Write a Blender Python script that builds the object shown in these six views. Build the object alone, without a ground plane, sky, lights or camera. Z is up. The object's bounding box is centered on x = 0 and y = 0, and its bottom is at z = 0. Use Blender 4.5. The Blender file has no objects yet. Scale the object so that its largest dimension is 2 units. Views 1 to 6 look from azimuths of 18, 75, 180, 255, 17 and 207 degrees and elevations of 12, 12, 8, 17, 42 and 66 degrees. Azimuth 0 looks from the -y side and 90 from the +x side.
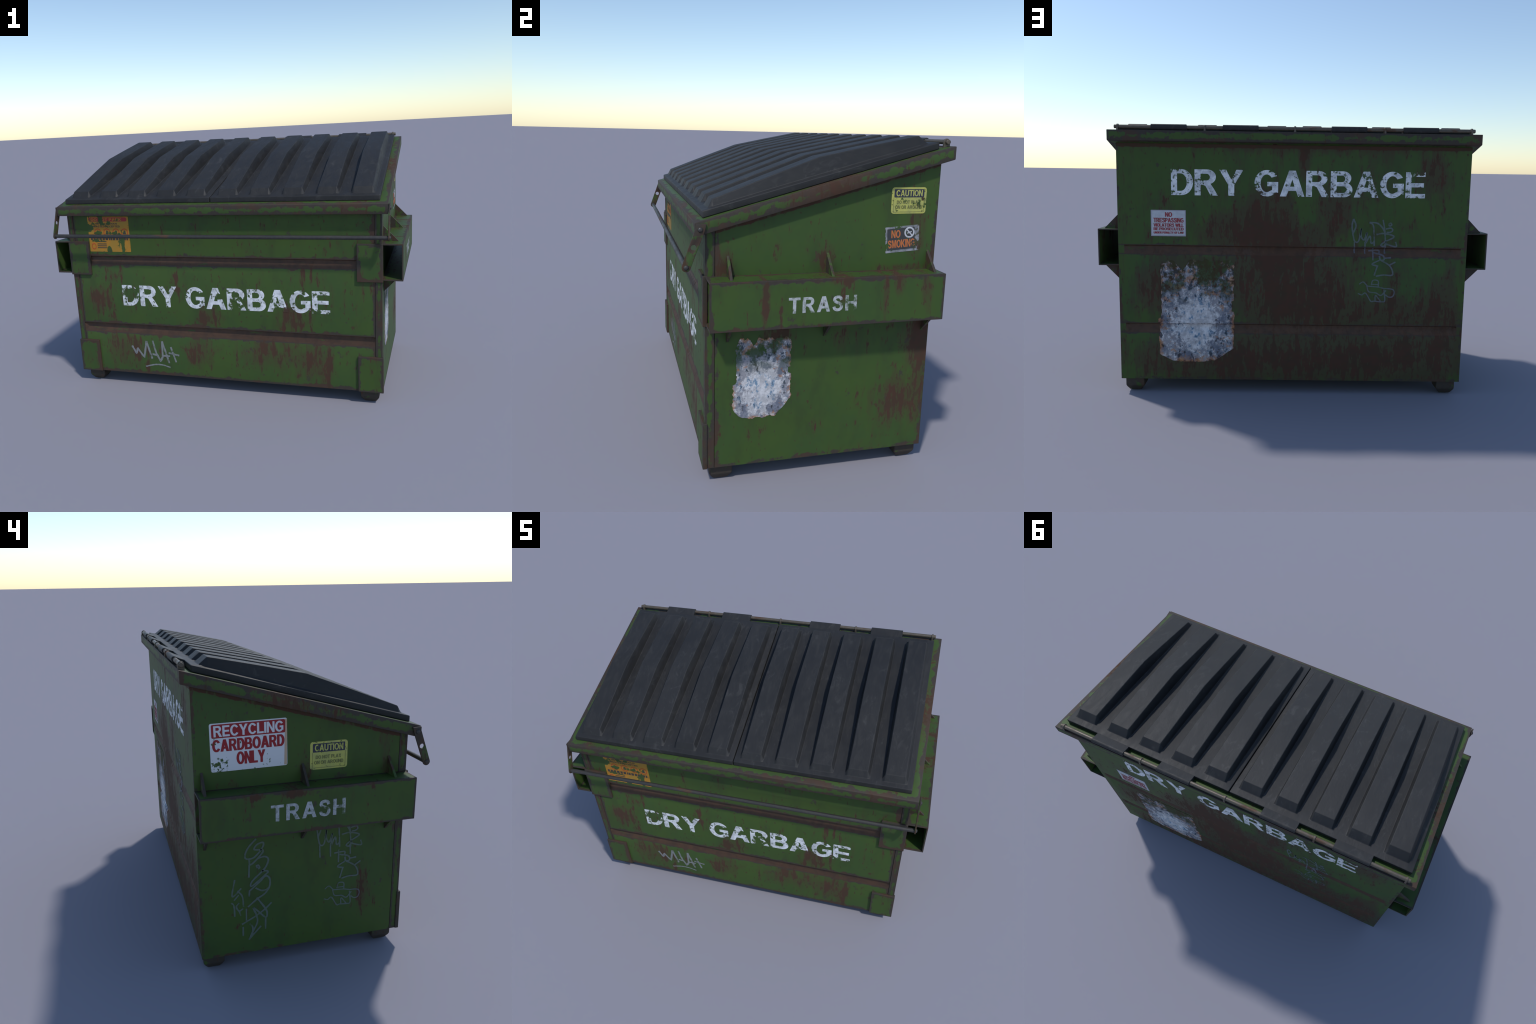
"""A weathered green front-loading rubbish container with two black ribbed plastic lids."""
import bpy, bmesh, math, random
from mathutils import Vector, noise as mnoise

random.seed(11)

# ------------------------------------------------------------------ main sizes (metres)
WALL_X = 0.897                    # side walls
FRONT_Y, BACK_Y = -0.449, 0.499   # front and back walls
FLOOR_Z = 0.071
RIM_X, RIM_F, RIM_B = 0.930, -0.491, 0.540
RIM_H = 0.053
SLOPE = 0.279
LID_T = 0.027


def rim_z(y):
    """height of the rim's sloping top face"""
    return 1.075 + SLOPE * (y - RIM_F)


# ------------------------------------------------------------------ object helpers
ROOT = bpy.data.objects.new("garbage_dumpster", None)
bpy.context.collection.objects.link(ROOT)
ROOT["label"] = "weathered green steel dumpster with two black ribbed plastic lids"
ROOT["category"] = "dumpster"


def link(ob, parent=None):
    bpy.context.collection.objects.link(ob)
    ob.parent = parent or ROOT
    return ob


def smooth_by_angle(me, angle=35):
    bm = bmesh.new()
    bm.from_mesh(me)
    for f in bm.faces:
        f.smooth = True
    for e in bm.edges:
        e.smooth = len(e.link_faces) == 2 and e.calc_face_angle(0) < math.radians(angle)
    bm.to_mesh(me)
    bm.free()


def bake(ob):
    """apply modifiers"""
    dg = bpy.context.evaluated_depsgraph_get()
    me = bpy.data.meshes.new_from_object(ob.evaluated_get(dg))
    old = ob.data
    ob.modifiers.clear()
    ob.data = me
    if isinstance(old, bpy.types.Mesh):
        bpy.data.meshes.remove(old)


def mesh_object(name, verts, faces, mat, parent=None, bevel=0.0, segments=2, angle=30):
    me = bpy.data.meshes.new(name)
    me.from_pydata([tuple(v) for v in verts], [], faces)
    bm = bmesh.new()
    bm.from_mesh(me)
    bmesh.ops.remove_doubles(bm, verts=bm.verts, dist=1e-6)
    bmesh.ops.recalc_face_normals(bm, faces=bm.faces)
    bm.to_mesh(me)
    bm.free()
    me.materials.append(mat)
    ob = link(bpy.data.objects.new(name, me), parent)
    if bevel:
        m = ob.modifiers.new("round", "BEVEL")
        m.width, m.segments, m.limit_method, m.angle_limit = bevel, segments, "ANGLE", math.radians(angle)
        me.polygons.foreach_set("use_smooth", [True] * len(me.polygons))
        m = ob.modifiers.new("flat_faces", "WEIGHTED_NORMAL")     # keep big faces flat, shade only the rounded edges
        m.weight = 80
        bake(ob)
    else:
        smooth_by_angle(ob.data)
    return ob


def box_geo(x0, x1, y0, y1, z0, z1):
    v = [(x, y, z) for z in (z0, z1) for y in (y0, y1) for x in (x0, x1)]
    f = [(0, 2, 3, 1), (4, 5, 7, 6), (0, 1, 5, 4), (2, 6, 7, 3), (0, 4, 6, 2), (1, 3, 7, 5)]
    return v, f


def box(name, x0, x1, y0, y1, z0, z1, mat, parent=None, bevel=0.002):
    v, f = box_geo(x0, x1, y0, y1, z0, z1)
    return mesh_object(name, v, f, mat, parent, bevel)


def prism_geo(outline, a, b, place):
    """outline in (u, v), pushed from a to b along w; place maps (u, v, w) to x, y, z"""
    n = len(outline)
    v = [place(u, w, a) for u, w in outline] + [place(u, w, b) for u, w in outline]
    f = [tuple(range(n)), tuple(range(2 * n - 1, n - 1, -1))]
    f += [(i, (i + 1) % n, n + (i + 1) % n, n + i) for i in range(n)]
    return v, f


def prism(name, outline, a, b, place, mat, parent=None, bevel=0.0015):
    v, f = prism_geo(outline, a, b, place)
    return mesh_object(name, v, f, mat, parent, bevel)


def plate(name, outlines, thick, place, mat, parent=None, bevel=0.0015):
    """flat plate from an outer outline and hole outlines in (u, v); place(u, v, w)"""
    cu = bpy.data.curves.new(name, "CURVE")
    cu.dimensions, cu.fill_mode = "2D", "BOTH"
    cu.extrude = thick / 2 - bevel
    cu.bevel_depth, cu.bevel_resolution, cu.offset = bevel, 1, -bevel
    for o in outlines:
        s = cu.splines.new("POLY")
        s.points.add(len(o) - 1)
        for p, (u, w) in zip(s.points, o):
            p.co = (u, w, 0, 1)
        s.use_cyclic_u = True
    me = curve_to_mesh(cu)
    for vert in me.vertices:
        vert.co = place(*vert.co)
    me.name = name
    bm = bmesh.new()
    bm.from_mesh(me)
    bmesh.ops.remove_doubles(bm, verts=bm.verts, dist=1e-6)
    bmesh.ops.recalc_face_normals(bm, faces=bm.faces)
    bm.to_mesh(me)
    bm.free()
    me.materials.clear()
    me.materials.append(mat)
    smooth_by_angle(me)
    return link(bpy.data.objects.new(name, me), parent)


def curve_to_mesh(cu):
    tmp = bpy.data.objects.new("tmp", cu)
    bpy.context.collection.objects.link(tmp)
    dg = bpy.context.evaluated_depsgraph_get()
    me = bpy.data.meshes.new_from_object(tmp.evaluated_get(dg))
    bpy.data.objects.remove(tmp)
    bpy.data.curves.remove(cu)
    return me


def cylinder_geo(p0, p1, r, n=24):
    p0, p1 = Vector(p0), Vector(p1)
    d = (p1 - p0).normalized()
    a = d.orthogonal().normalized()
    b = d.cross(a)
    v, f = [], []
    for p in (p0, p1):
        v += [p + r * (math.cos(t) * a + math.sin(t) * b) for t in (2 * math.pi * i / n for i in range(n))]
    f = [(i, (i + 1) % n, n + (i + 1) % n, n + i) for i in range(n)]
    f += [tuple(range(n - 1, -1, -1)), tuple(range(n, 2 * n))]
    return v, f


def cylinder(name, p0, p1, r, mat, parent=None, bevel=0.002, n=24):
    v, f = cylinder_geo(p0, p1, r, n)
    return mesh_object(name, v, f, mat, parent, bevel, angle=50)


def joined(*geos):
    v, f = [], []
    for gv, gf in geos:
        o = len(v)
        v += gv
        f += [tuple(i + o for i in q) for q in gf]
    return v, f


def arc(cx, cy, r, a0, a1, n):
    return [(cx + r * math.cos(math.radians(a0 + (a1 - a0) * i / n)), cy + r * math.sin(math.radians(a0 + (a1 - a0) * i / n))) for i in range(n + 1)]


# ------------------------------------------------------------------ node helpers
class Nodes:
    """short hand for building a node tree"""

    def __init__(self, name):
        self.mat = bpy.data.materials.new(name)
        self.mat.use_nodes = True
        self.t = self.mat.node_tree
        self.t.nodes.clear()
        self.out = self.t.nodes.new("ShaderNodeOutputMaterial")
        self.bsdf = self.t.nodes.new("ShaderNodeBsdfPrincipled")
        self.t.links.new(self.bsdf.outputs[0], self.out.inputs[0])
        self.co = self.t.nodes.new("ShaderNodeTexCoord").outputs["Object"]
        s = self.t.nodes.new("ShaderNodeSeparateXYZ")
        self.t.links.new(self.co, s.inputs[0])
        self.x, self.y, self.z = s.outputs

    def put(self, sock, val):
        if isinstance(val, bpy.types.NodeSocket):
            self.t.links.new(val, sock)
        elif isinstance(val, (tuple, list)) and len(val) == 3 and sock.type == "RGBA":
            sock.default_value = (*val, 1)
        else:
            sock.default_value = val

    def m(self, op, a, b=0.0, c=0.0, clamp=False):
        n = self.t.nodes.new("ShaderNodeMath")
        n.operation, n.use_clamp = op, clamp
        for s, val in zip(n.inputs, (a, b, c)):
            self.put(s, val)
        return n.outputs[0]

    def add(self, a, b): return self.m("ADD", a, b)
    def sub(self, a, b): return self.m("SUBTRACT", a, b)
    def mul(self, a, b): return self.m("MULTIPLY", a, b)
    def min(self, a, b): return self.m("MINIMUM", a, b)
    def max(self, a, b): return self.m("MAXIMUM", a, b)
    def abs(self, a): return self.m("ABSOLUTE", a)

    def ramp(self, v, a, b, lo=0.0, hi=1.0, smooth=True):
        n = self.t.nodes.new("ShaderNodeMapRange")
        n.interpolation_type = "SMOOTHSTEP" if smooth else "LINEAR"
        for s, val in zip(n.inputs, (v, a, b, lo, hi)):
            self.put(s, val)
        return n.outputs[0]

    def mix(self, f, a, b):
        n = self.t.nodes.new("ShaderNodeMix")
        n.data_type = "RGBA"
        self.put(n.inputs[0], f)
        self.put(n.inputs[6], a)
        self.put(n.inputs[7], b)
        return n.outputs[2]

    def noise(self, scale, detail=4.0, rough=0.6, stretch=(1, 1, 1), shift=(0, 0, 0), distort=0.0):
        mp = self.t.nodes.new("ShaderNodeMapping")
        mp.inputs["Scale"].default_value = stretch
        mp.inputs["Location"].default_value = shift
        self.t.links.new(self.co, mp.inputs[0])
        n = self.t.nodes.new("ShaderNodeTexNoise")
        self.t.links.new(mp.outputs[0], n.inputs["Vector"])
        n.inputs["Scale"].default_value = scale
        n.inputs["Detail"].default_value = detail
        n.inputs["Roughness"].default_value = rough
        n.inputs["Distortion"].default_value = distort
        return n.outputs["Fac"]

    def bump(self, height, strength=0.2, distance=0.002):
        b = self.t.nodes.new("ShaderNodeBump")
        b.inputs["Strength"].default_value = strength
        b.inputs["Distance"].default_value = distance
        self.t.links.new(height, b.inputs["Height"])
        self.t.links.new(b.outputs[0], self.bsdf.inputs["Normal"])

    def finish(self, color, rough, metallic=0.0, spec=0.5):
        self.put(self.bsdf.inputs["Base Color"], color)
        self.put(self.bsdf.inputs["Roughness"], rough)
        self.put(self.bsdf.inputs["Metallic"], metallic)
        self.put(self.bsdf.inputs["Specular IOR Level"], spec)
        return self.mat


GREEN_A = (0.046, 0.086, 0.0165)
GREEN_B = (0.039, 0.079, 0.0195)
RUST_A = (0.068, 0.032, 0.020)
RUST_B = (0.054, 0.034, 0.020)
BARE = (0.041, 0.034, 0.028)
GROOVE_RUST = (0.082, 0.044, 0.027)


def paint_color(N, sp):
    """colour of chipped, rusting green paint.  sp: c, h = centre and half size of the part (for worn
    edges), u = in-plane axis for the patches, patches = (u, z, ru, rz, strength), grooves = (z0, z1)"""
    c, h = sp["c"], sp["h"]
    seed = sp.get("seed", 0.0)
    sh = (seed * 3.1, seed * 1.7, seed * 2.3)
    zs = N.sub(N.z, N.mul(N.y, sp.get("shear", 0.0)))
    d = [N.sub(hh, N.abs(N.sub(q, cc))) for q, cc, hh in zip((N.x, N.y, zs), c, h)]
    edge = N.max(N.min(d[0], d[1]), N.min(N.max(d[0], d[1]), d[2]))   # distance to the nearest edge
    u = N.x if sp.get("u", "x") == "x" else N.y
    groove_mask = None
    for z0, z1 in sp.get("grooves", ()):
        off = N.sub(N.abs(N.sub(N.z, (z0 + z1) / 2)), (z1 - z0) / 2)
        edge = N.min(edge, N.add(N.abs(off), 0.004))
        g = N.mul(N.ramp(off, 0.003, -0.003), N.ramp(N.abs(N.x), 0.872, 0.862))
        groove_mask = g if groove_mask is None else N.max(groove_mask, g)
    n_mid = N.noise(24, 5, 0.62, (1, 1, 1), sh)
    n_low = N.noise(4.2, 3, 0.55, (1, 1, 0.8), sh)
    n_fine = N.noise(95, 3, 0.6, (1, 1, 1), sh)
    # ---- bare dark metal along edges and in chips
    width = N.mul(N.add(N.mul(N.sub(n_mid, 0.40), 3.0), N.mul(N.sub(n_low, 0.40), 2.0)), sp.get("wear", 0.020))
    bare = N.ramp(N.sub(edge, N.max(width, sp.get("wear_min", 0.006))), 0.004, -0.002)
    chips = N.ramp(N.noise(17, 5, 0.64, (1, 1, 0.8), (sh[0] + 5, sh[1], sh[2])), 0.645, 0.69)
    bare = N.max(bare, N.mul(chips, 0.8))
    if sp.get("bare_all"):       # fittings that have lost most of their paint
        bare = N.max(bare, N.ramp(N.add(n_mid, N.mul(N.sub(n_low, 0.5), 0.5)), sp["bare_all"] + 0.03, sp["bare_all"] - 0.03))
    # ---- rust: small upright streaks plus larger patches
    streak = N.noise(19, 6, 0.62, (2.0, 2.0, 0.36), (sh[0], sh[1] + 3, sh[2]))
    blotch = N.noise(8, 5, 0.62, (1.2, 1.2, 0.7), (sh[0] + 2, sh[1] + 6, sh[2]))
    speck = N.noise(50, 4, 0.62, (1.2, 1.2, 0.55), (sh[0] + 1, sh[1], sh[2] + 8))
    streak = N.add(N.add(N.mul(streak, 0.85), N.mul(blotch, 0.70)), N.add(N.mul(speck, 0.35), -0.45))
    field = N.add(N.mul(N.sub(n_low, 0.5), 0.30), sp.get("rust", 0.0))
    for pu, pz, ru, rz, st in sp.get("patches", ()):
        a = N.mul(N.sub(u, pu), 1 / ru)
        b = N.mul(N.sub(N.z, pz), 1 / rz)
        r = N.m("SQRT", N.add(N.mul(a, a), N.mul(b, b)))
        field = N.add(field, N.ramp(r, 1.25, 0.0, 0.0, st))
    if "rim_rust" in sp:      # rust trapped right under the rim
        under = N.sub(sp["rim_rust"], N.sub(N.z, N.mul(N.y, SLOPE)))
        field = N.add(field, N.ramp(N.add(under, N.mul(N.sub(n_mid, 0.5), 0.012)), 0.016, 0.009, 0.0, 0.7))
    rust = N.ramp(N.add(streak, N.mul(field, 0.42)), 0.665, 0.735)
    rust = N.max(rust, N.mul(N.ramp(N.add(speck, N.mul(field, 0.25)), 0.635, 0.69), 0.75))
    # ---- thin brownish stain around the rust
    stain = N.ramp(N.add(N.add(N.mul(streak, 0.7), 0.15), N.mul(field, sp.get("stain", 0.62))), 0.54, 0.76, 0.0, 0.80)
    green = N.mix(N.ramp(n_low, 0.35, 0.65), GREEN_A, GREEN_B)
    green = N.mix(N.ramp(n_mid, 0.3, 0.7, 0.0, 0.35), green, (0.050, 0.092, 0.018))
    grime = N.ramp(N.noise(6, 6, 0.66, (1.3, 1.3, 0.6), (sh[0] + 11, sh[1], sh[2])), 0.50, 0.68, 0.0, 0.50)
    green = N.mix(grime, green, (0.034, 0.052, 0.017))
    rust_col = N.mix(N.ramp(n_mid, 0.35, 0.65), RUST_A, RUST_B)
    col = N.mix(stain, green, sp.get("stain_color", (0.058, 0.050, 0.021)))
    worn = N.mix(N.ramp(n_fine, 0.3, 0.7), BARE, (0.050, 0.040, 0.032))
    worn = N.mix(N.ramp(N.add(N.mul(n_low, 0.6), N.mul(blotch, 0.4)), 0.50, 0.58, 0.0, 0.8), worn, (0.064, 0.036, 0.023))
    col = N.mix(bare, col, worn)
    col = N.mix(rust, col, rust_col)
    if groove_mask is not None:
        keep = N.ramp(N.noise(20, 5, 0.65, (0.5, 1, 2.2), (sh[0] + 9, sh[1], sh[2])), 0.60, 0.66, 1.0, 0.25)
        col = N.mix(N.mul(groove_mask, keep), col, N.mix(N.ramp(n_mid, 0.35, 0.7), GROOVE_RUST, (0.056, 0.034, 0.023)))
    rough = N.add(0.56, N.mul(N.max(rust, N.mul(bare, 0.3)), 0.26))
    height = N.add(N.mul(n_fine, 0.35), N.mul(N.sub(1.0, N.max(bare, N.mul(rust, 0.7))), 0.9))
    return col, rough, height


def paint(name, **sp):
    N = Nodes(name)
    col, rough, height = paint_color(N, sp)
    N.bump(height, 0.22, 0.0012)
    return N.finish(col, rough, spec=0.32)


GROOVES_F = ((0.321, 0.375), (0.735, 0.783))
GROOVES_B = ((0.324, 0.374), (0.739, 0.786))
FRONT = dict(c=(0, FRONT_Y, 0.552), h=(0.862, 0.01, 0.481), u="x", grooves=GROOVES_F, seed=1.0, wear=0.024, rust=0.06, wear_min=0.009,
             patches=((-0.74, 0.53, 0.10, 0.10, 0.45), (-0.62, 0.22, 0.20, 0.14, 0.34), (-0.1, 0.23, 0.13, 0.12, 0.35),
                      (0.33, 0.25, 0.30, 0.13, 0.36), (0.42, 0.45, 0.12, 0.10, 0.45), (0.55, 0.20, 0.12, 0.14, 0.35), (-0.05, 0.44, 0.10, 0.08, 0.40)))
BACK = dict(stain=0.95, stain_color=(0.053, 0.038, 0.021), c=(0, BACK_Y, 1.071), h=(0.897, 0.01, 1.0), u="x", grooves=GROOVES_B, seed=2.0, wear=0.016, rust=0.08, rim_rust=rim_z(RIM_B) - RIM_H - SLOPE * RIM_B - 0.004,
            patches=((0.12, 0.95, 0.16, 0.17, 0.64), (0.08, 0.80, 0.30, 0.14, 0.46), (0.02, 0.62, 0.42, 0.22, 0.59), (0.58, 0.56, 0.26, 0.22, 0.51), (-0.10, 0.42, 0.40, 0.16, 0.44), (-0.05, 1.24, 0.03, 0.13, 0.70),
                     (0.20, 0.20, 0.75, 0.17, 0.54), (-0.52, 0.20, 0.45, 0.16, 0.59), (-0.80, 0.40, 0.10, 0.30, 0.44), (0.34, 0.86, 0.18, 0.12, 0.44), (-0.62, 0.42, 0.25, 0.14, 0.33), (-0.22, 0.95, 0.10, 0.16, 0.36),
                     (0.0, 1.29, 0.85, 0.05, 0.19), (-0.72, 1.15, 0.10, 0.14, 0.28)))
RIGHT = dict(c=(WALL_X, 0.0445, 1.071), h=(0.01, 0.4545, 1.0), u="y", seed=3.0, wear=0.021, wear_min=0.006, rim_rust=rim_z(0) - RIM_H - 0.003,
             patches=((0.38, 0.30, 0.19, 0.20, 0.52), (0.47, 0.42, 0.05, 0.30, 0.30), (0.46, 0.56, 0.10, 0.14, 0.60), (-0.37, 0.90, 0.05, 0.09, 0.6), (0.03, 0.90, 0.05, 0.08, 0.5), (0.42, 1.0, 0.07, 0.18, 0.40), (-0.16, 0.63, 0.09, 0.07, 0.5),
                      (0.10, 0.60, 0.06, 0.12, 0.35), (0.36, 0.875, 0.18, 0.02, 0.4)))
LEFT = dict(c=(-WALL_X, 0.0445, 1.071), h=(0.01, 0.4545, 1.0), u="y", seed=4.0, wear=0.014, rust=-0.04, rim_rust=rim_z(0) - RIM_H - 0.005,
            patches=((0.02, 0.92, 0.05, 0.12, 0.45), (-0.36, 0.90, 0.05, 0.09, 0.45), (-0.27, 0.30, 0.06, 0.16, 0.40), (-0.34, 1.02, 0.05, 0.08, 0.4), (0.35, 0.88, 0.10, 0.03, 0.3)))
POCKET_R = dict(c=(0.95, 0.026, 0.7715), h=(0.05, 0.473, 0.0945), u="y", seed=5.0, wear=0.020, rust=0.02, patches=((-0.24, 0.80, 0.020, 0.13, 0.70), (0.42, 0.80, 0.035, 0.13, 0.55), (0.30, 0.84, 0.03, 0.10, 0.50), (0.245, 0.80, 0.018, 0.13, 0.55), (0.05, 0.86, 0.10, 0.025, 0.35), (-0.02, 0.68, 0.30, 0.02, 0.25)))
POCKET_L = dict(c=(-0.95, 0.026, 0.7715), h=(0.05, 0.473, 0.0945), u="y", seed=6.0, wear=0.016, rust=0.0, patches=((0.10, 0.85, 0.10, 0.025, 0.6), (0.27, 0.85, 0.05, 0.02, 0.5)))

mat_front, mat_back = paint("front_wall_paint", **FRONT), paint("back_wall_paint", **BACK)
mat_right, mat_left = paint("sunny_side_paint", **RIGHT), paint("shady_side_paint", **LEFT)
mat_pocket = {1: paint("pocket_paint", **POCKET_R), -1: paint("pocket_paint_left", **POCKET_L)}
mat_rim = paint("rim_paint", c=(0, (RIM_F + RIM_B) / 2, rim_z(0) - RIM_H / 2), h=(RIM_X, (RIM_B - RIM_F) / 2, RIM_H / 2), shear=SLOPE, seed=7.0, wear=0.030, wear_min=0.008, rust=0.05,
                u="y", patches=((0.03, 1.19, 0.25, 0.4, 0.30), (0.42, 1.34, 0.06, 0.3, 0.2)))
mat_small = paint("worn_fitting_paint", c=(0, 0, 0.5), h=(2, 2, 2), seed=8.0, wear=0.01, rust=0.20)


def edge_paint(name, x0, x1, y0, y1, z0, z1, seed, wear=0.024, rust=0.05, wear_min=0.007):
    return paint(name, c=((x0 + x1) / 2, (y0 + y1) / 2, (z0 + z1) / 2), h=((x1 - x0) / 2, (y1 - y0) / 2, (z1 - z0) / 2), seed=seed, wear=wear, rust=rust, wear_min=wear_min)


def bare_steel(name, rusty=0.5, dark=(0.046, 0.045, 0.045), light=(0.060, 0.055, 0.050)):
    N = Nodes(name)
    a = N.noise(16, 5, 0.65, (0.5, 1, 1))
    b = N.noise(70, 4, 0.6)
    col = N.mix(N.ramp(b, 0.3, 0.7), dark, light)
    col = N.mix(N.ramp(a, 0.66 - 0.2 * rusty, 0.76 - 0.2 * rusty, 0, 0.85), col, (0.105, 0.056, 0.034))
    N.bump(b, 0.2, 0.001)
    return N.finish(col, N.ramp(a, 0.4, 0.7, 0.45, 0.7), 0.35)


mat_steel = bare_steel("bare_rusty_steel", 0.35)
mat_rod = bare_steel("dull_steel_rod", 0.5, (0.100, 0.088, 0.070), (0.130, 0.105, 0.080))


def lid_material():
    N = Nodes("black_lid_plastic")
    low = N.noise(3.2, 4, 0.6)
    brushed = N.noise(22, 5, 0.6, (1.6, 0.5, 1), distort=0.6)
    fine = N.noise(120, 4, 0.65, (1, 0.6, 1))
    col = N.mix(N.ramp(low, 0.3, 0.7), (0.0208, 0.0211, 0.0222), (0.0262, 0.0265, 0.0275))
    col = N.mix(N.ramp(brushed, 0.45, 0.75, 0, 0.5), col, (0.037, 0.037, 0.037))
    scuff = N.mul(N.ramp(N.noise(20, 6, 0.7, (1.5, 0.7, 1), (3, 1, 0), 0.8), 0.53, 0.68), N.ramp(low, 0.34, 0.58))
    col = N.mix(N.mul(scuff, 0.40), col, (0.068, 0.067, 0.066))
    geo = N.t.nodes.new("ShaderNodeNewGeometry")
    worn = N.mul(N.ramp(geo.outputs["Pointiness"], 0.53, 0.66), N.ramp(brushed, 0.40, 0.60, 0.1, 0.8))
    col = N.mix(worn, col, (0.060, 0.056, 0.052))
    N.bump(N.add(fine, N.mul(brushed, 2.0)), 0.25, 0.002)
    return N.finish(col, N.ramp(brushed, 0.35, 0.7, 0.54, 0.66), spec=0.30)


mat_lid = lid_material()

# ------------------------------------------------------------------ walls
GROOVE_DEPTH, GROOVE_UP, GROOVE_LOW = 0.017, 0.008, 0.028    # steep upper flank, long lower flank


def groove_depth(x, z, grooves, half=0.866):
    """how far the pressed channels set the wall back at x, z"""
    dep = 0.0
    for z0, z1 in grooves:
        if z0 < z < z1:
            t = min((z - z0) / GROOVE_LOW, (z1 - z) / GROOVE_UP, 1.0)
            e = max(0.0, min((half - abs(x)) / 0.020, 1.0))
            dep = max(dep, GROOVE_DEPTH * min(t, e))
    return dep


def ribbed_wall(name, y, side, half_x, grooves, z_top, mat):
    """wall with two pressed channels; side = -1 looks to -y, +1 to +y"""
    zs = [FLOOR_Z]
    for z0, z1 in grooves:
        zs += [z0, z0 + GROOVE_LOW, z1 - GROOVE_UP, z1]
    zs.append(z_top)
    g = min(0.866, half_x - 0.0005)
    xs = [-half_x, -g, -g + 0.020, g - 0.020, g, half_x]
    v, f = [], []
    for z in zs:
        for x in xs:
            v.append((x, y - side * groove_depth(x, z, [(a - 1e-6, b + 1e-6) for a, b in grooves], g), z))
    w = len(xs)
    for j in range(len(zs) - 1):
        for i in range(w - 1):
            f.append((j * w + i, j * w + i + 1, (j + 1) * w + i + 1, (j + 1) * w + i))
    # inner face and borders give the sheet its thickness
    n = len(v)
    yi = y - side * 0.028
    v += [(-half_x, yi, FLOOR_Z), (half_x, yi, FLOOR_Z), (half_x, yi, z_top), (-half_x, yi, z_top)]
    f.append((n, n + 1, n + 2, n + 3))
    bot, top = list(range(w)), list(range((len(zs) - 1) * w, len(zs) * w))
    lef, rig = [j * w for j in range(len(zs))], [j * w + w - 1 for j in range(len(zs))]
    f += [tuple(bot + [n + 1, n]), tuple(top + [n + 2, n + 3]), tuple(lef + [n + 3, n]), tuple(rig + [n + 2, n + 1])]
    return mesh_object(name, v, f, mat, bevel=0.0)


FRONT_SKIN = FRONT_Y + 0.003      # the panel sits a little behind the corner posts
ribbed_wall("front_wall", FRONT_SKIN, -1, 0.8615, GROOVES_F, rim_z(FRONT_Y) - 0.012, mat_front)
ribbed_wall("back_wall", BACK_Y, 1, WALL_X - 0.0012, GROOVES_B, rim_z(BACK_Y) - 0.012, mat_back)

for s, mat in ((1, mat_right), (-1, mat_left)):
    y0, y1 = -0.4105, BACK_Y - 0.0012
    outline = [(y0, FLOOR_Z), (y1, FLOOR_Z), (y1, rim_z(y1) - 0.012), (y0, rim_z(y0) - 0.012)]
    prism("side_wall", outline, s * (WALL_X - 0.014), s * WALL_X, lambda u, w, a: (a, u, w), mat, bevel=0.001)
    # corner post: an L-shaped upright
    zt = rim_z(FRONT_Y) - 0.015
    post = [(s * 0.8625, FRONT_Y), (s * WALL_X, FRONT_Y), (s * WALL_X, -0.412), (s * (WALL_X - 0.014), -0.412), (s * (WALL_X - 0.014), FRONT_Y + 0.016), (s * 0.8625, FRONT_Y + 0.016)]
    a, b = sorted((s * 0.8625, s * WALL_X))
    prism("corner_post", post, FLOOR_Z, zt, lambda u, w, z: (u, w, z), edge_paint("post_paint", a, b, FRONT_Y, -0.412, FLOOR_Z, 1.06, 10 + s, 0.022, 0.06), bevel=0.0012)

box("floor_plate", -WALL_X + 0.015, WALL_X - 0.015, FRONT_Y + 0.03, BACK_Y - 0.03, FLOOR_Z - 0.0, FLOOR_Z + 0.014, mat_small)

# ------------------------------------------------------------------ rim
outer = [(-RIM_X, RIM_F), (RIM_X, RIM_F), (RIM_X, RIM_B), (-RIM_X, RIM_B)]
inner = [(-0.862, -0.425), (-0.862, 0.470), (0.862, 0.470), (0.862, -0.425)]
plate("rim", [outer, inner], RIM_H, lambda u, w, t: (u, w, rim_z(w) - RIM_H / 2 + t), mat_rim, bevel=0.003)

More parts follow.
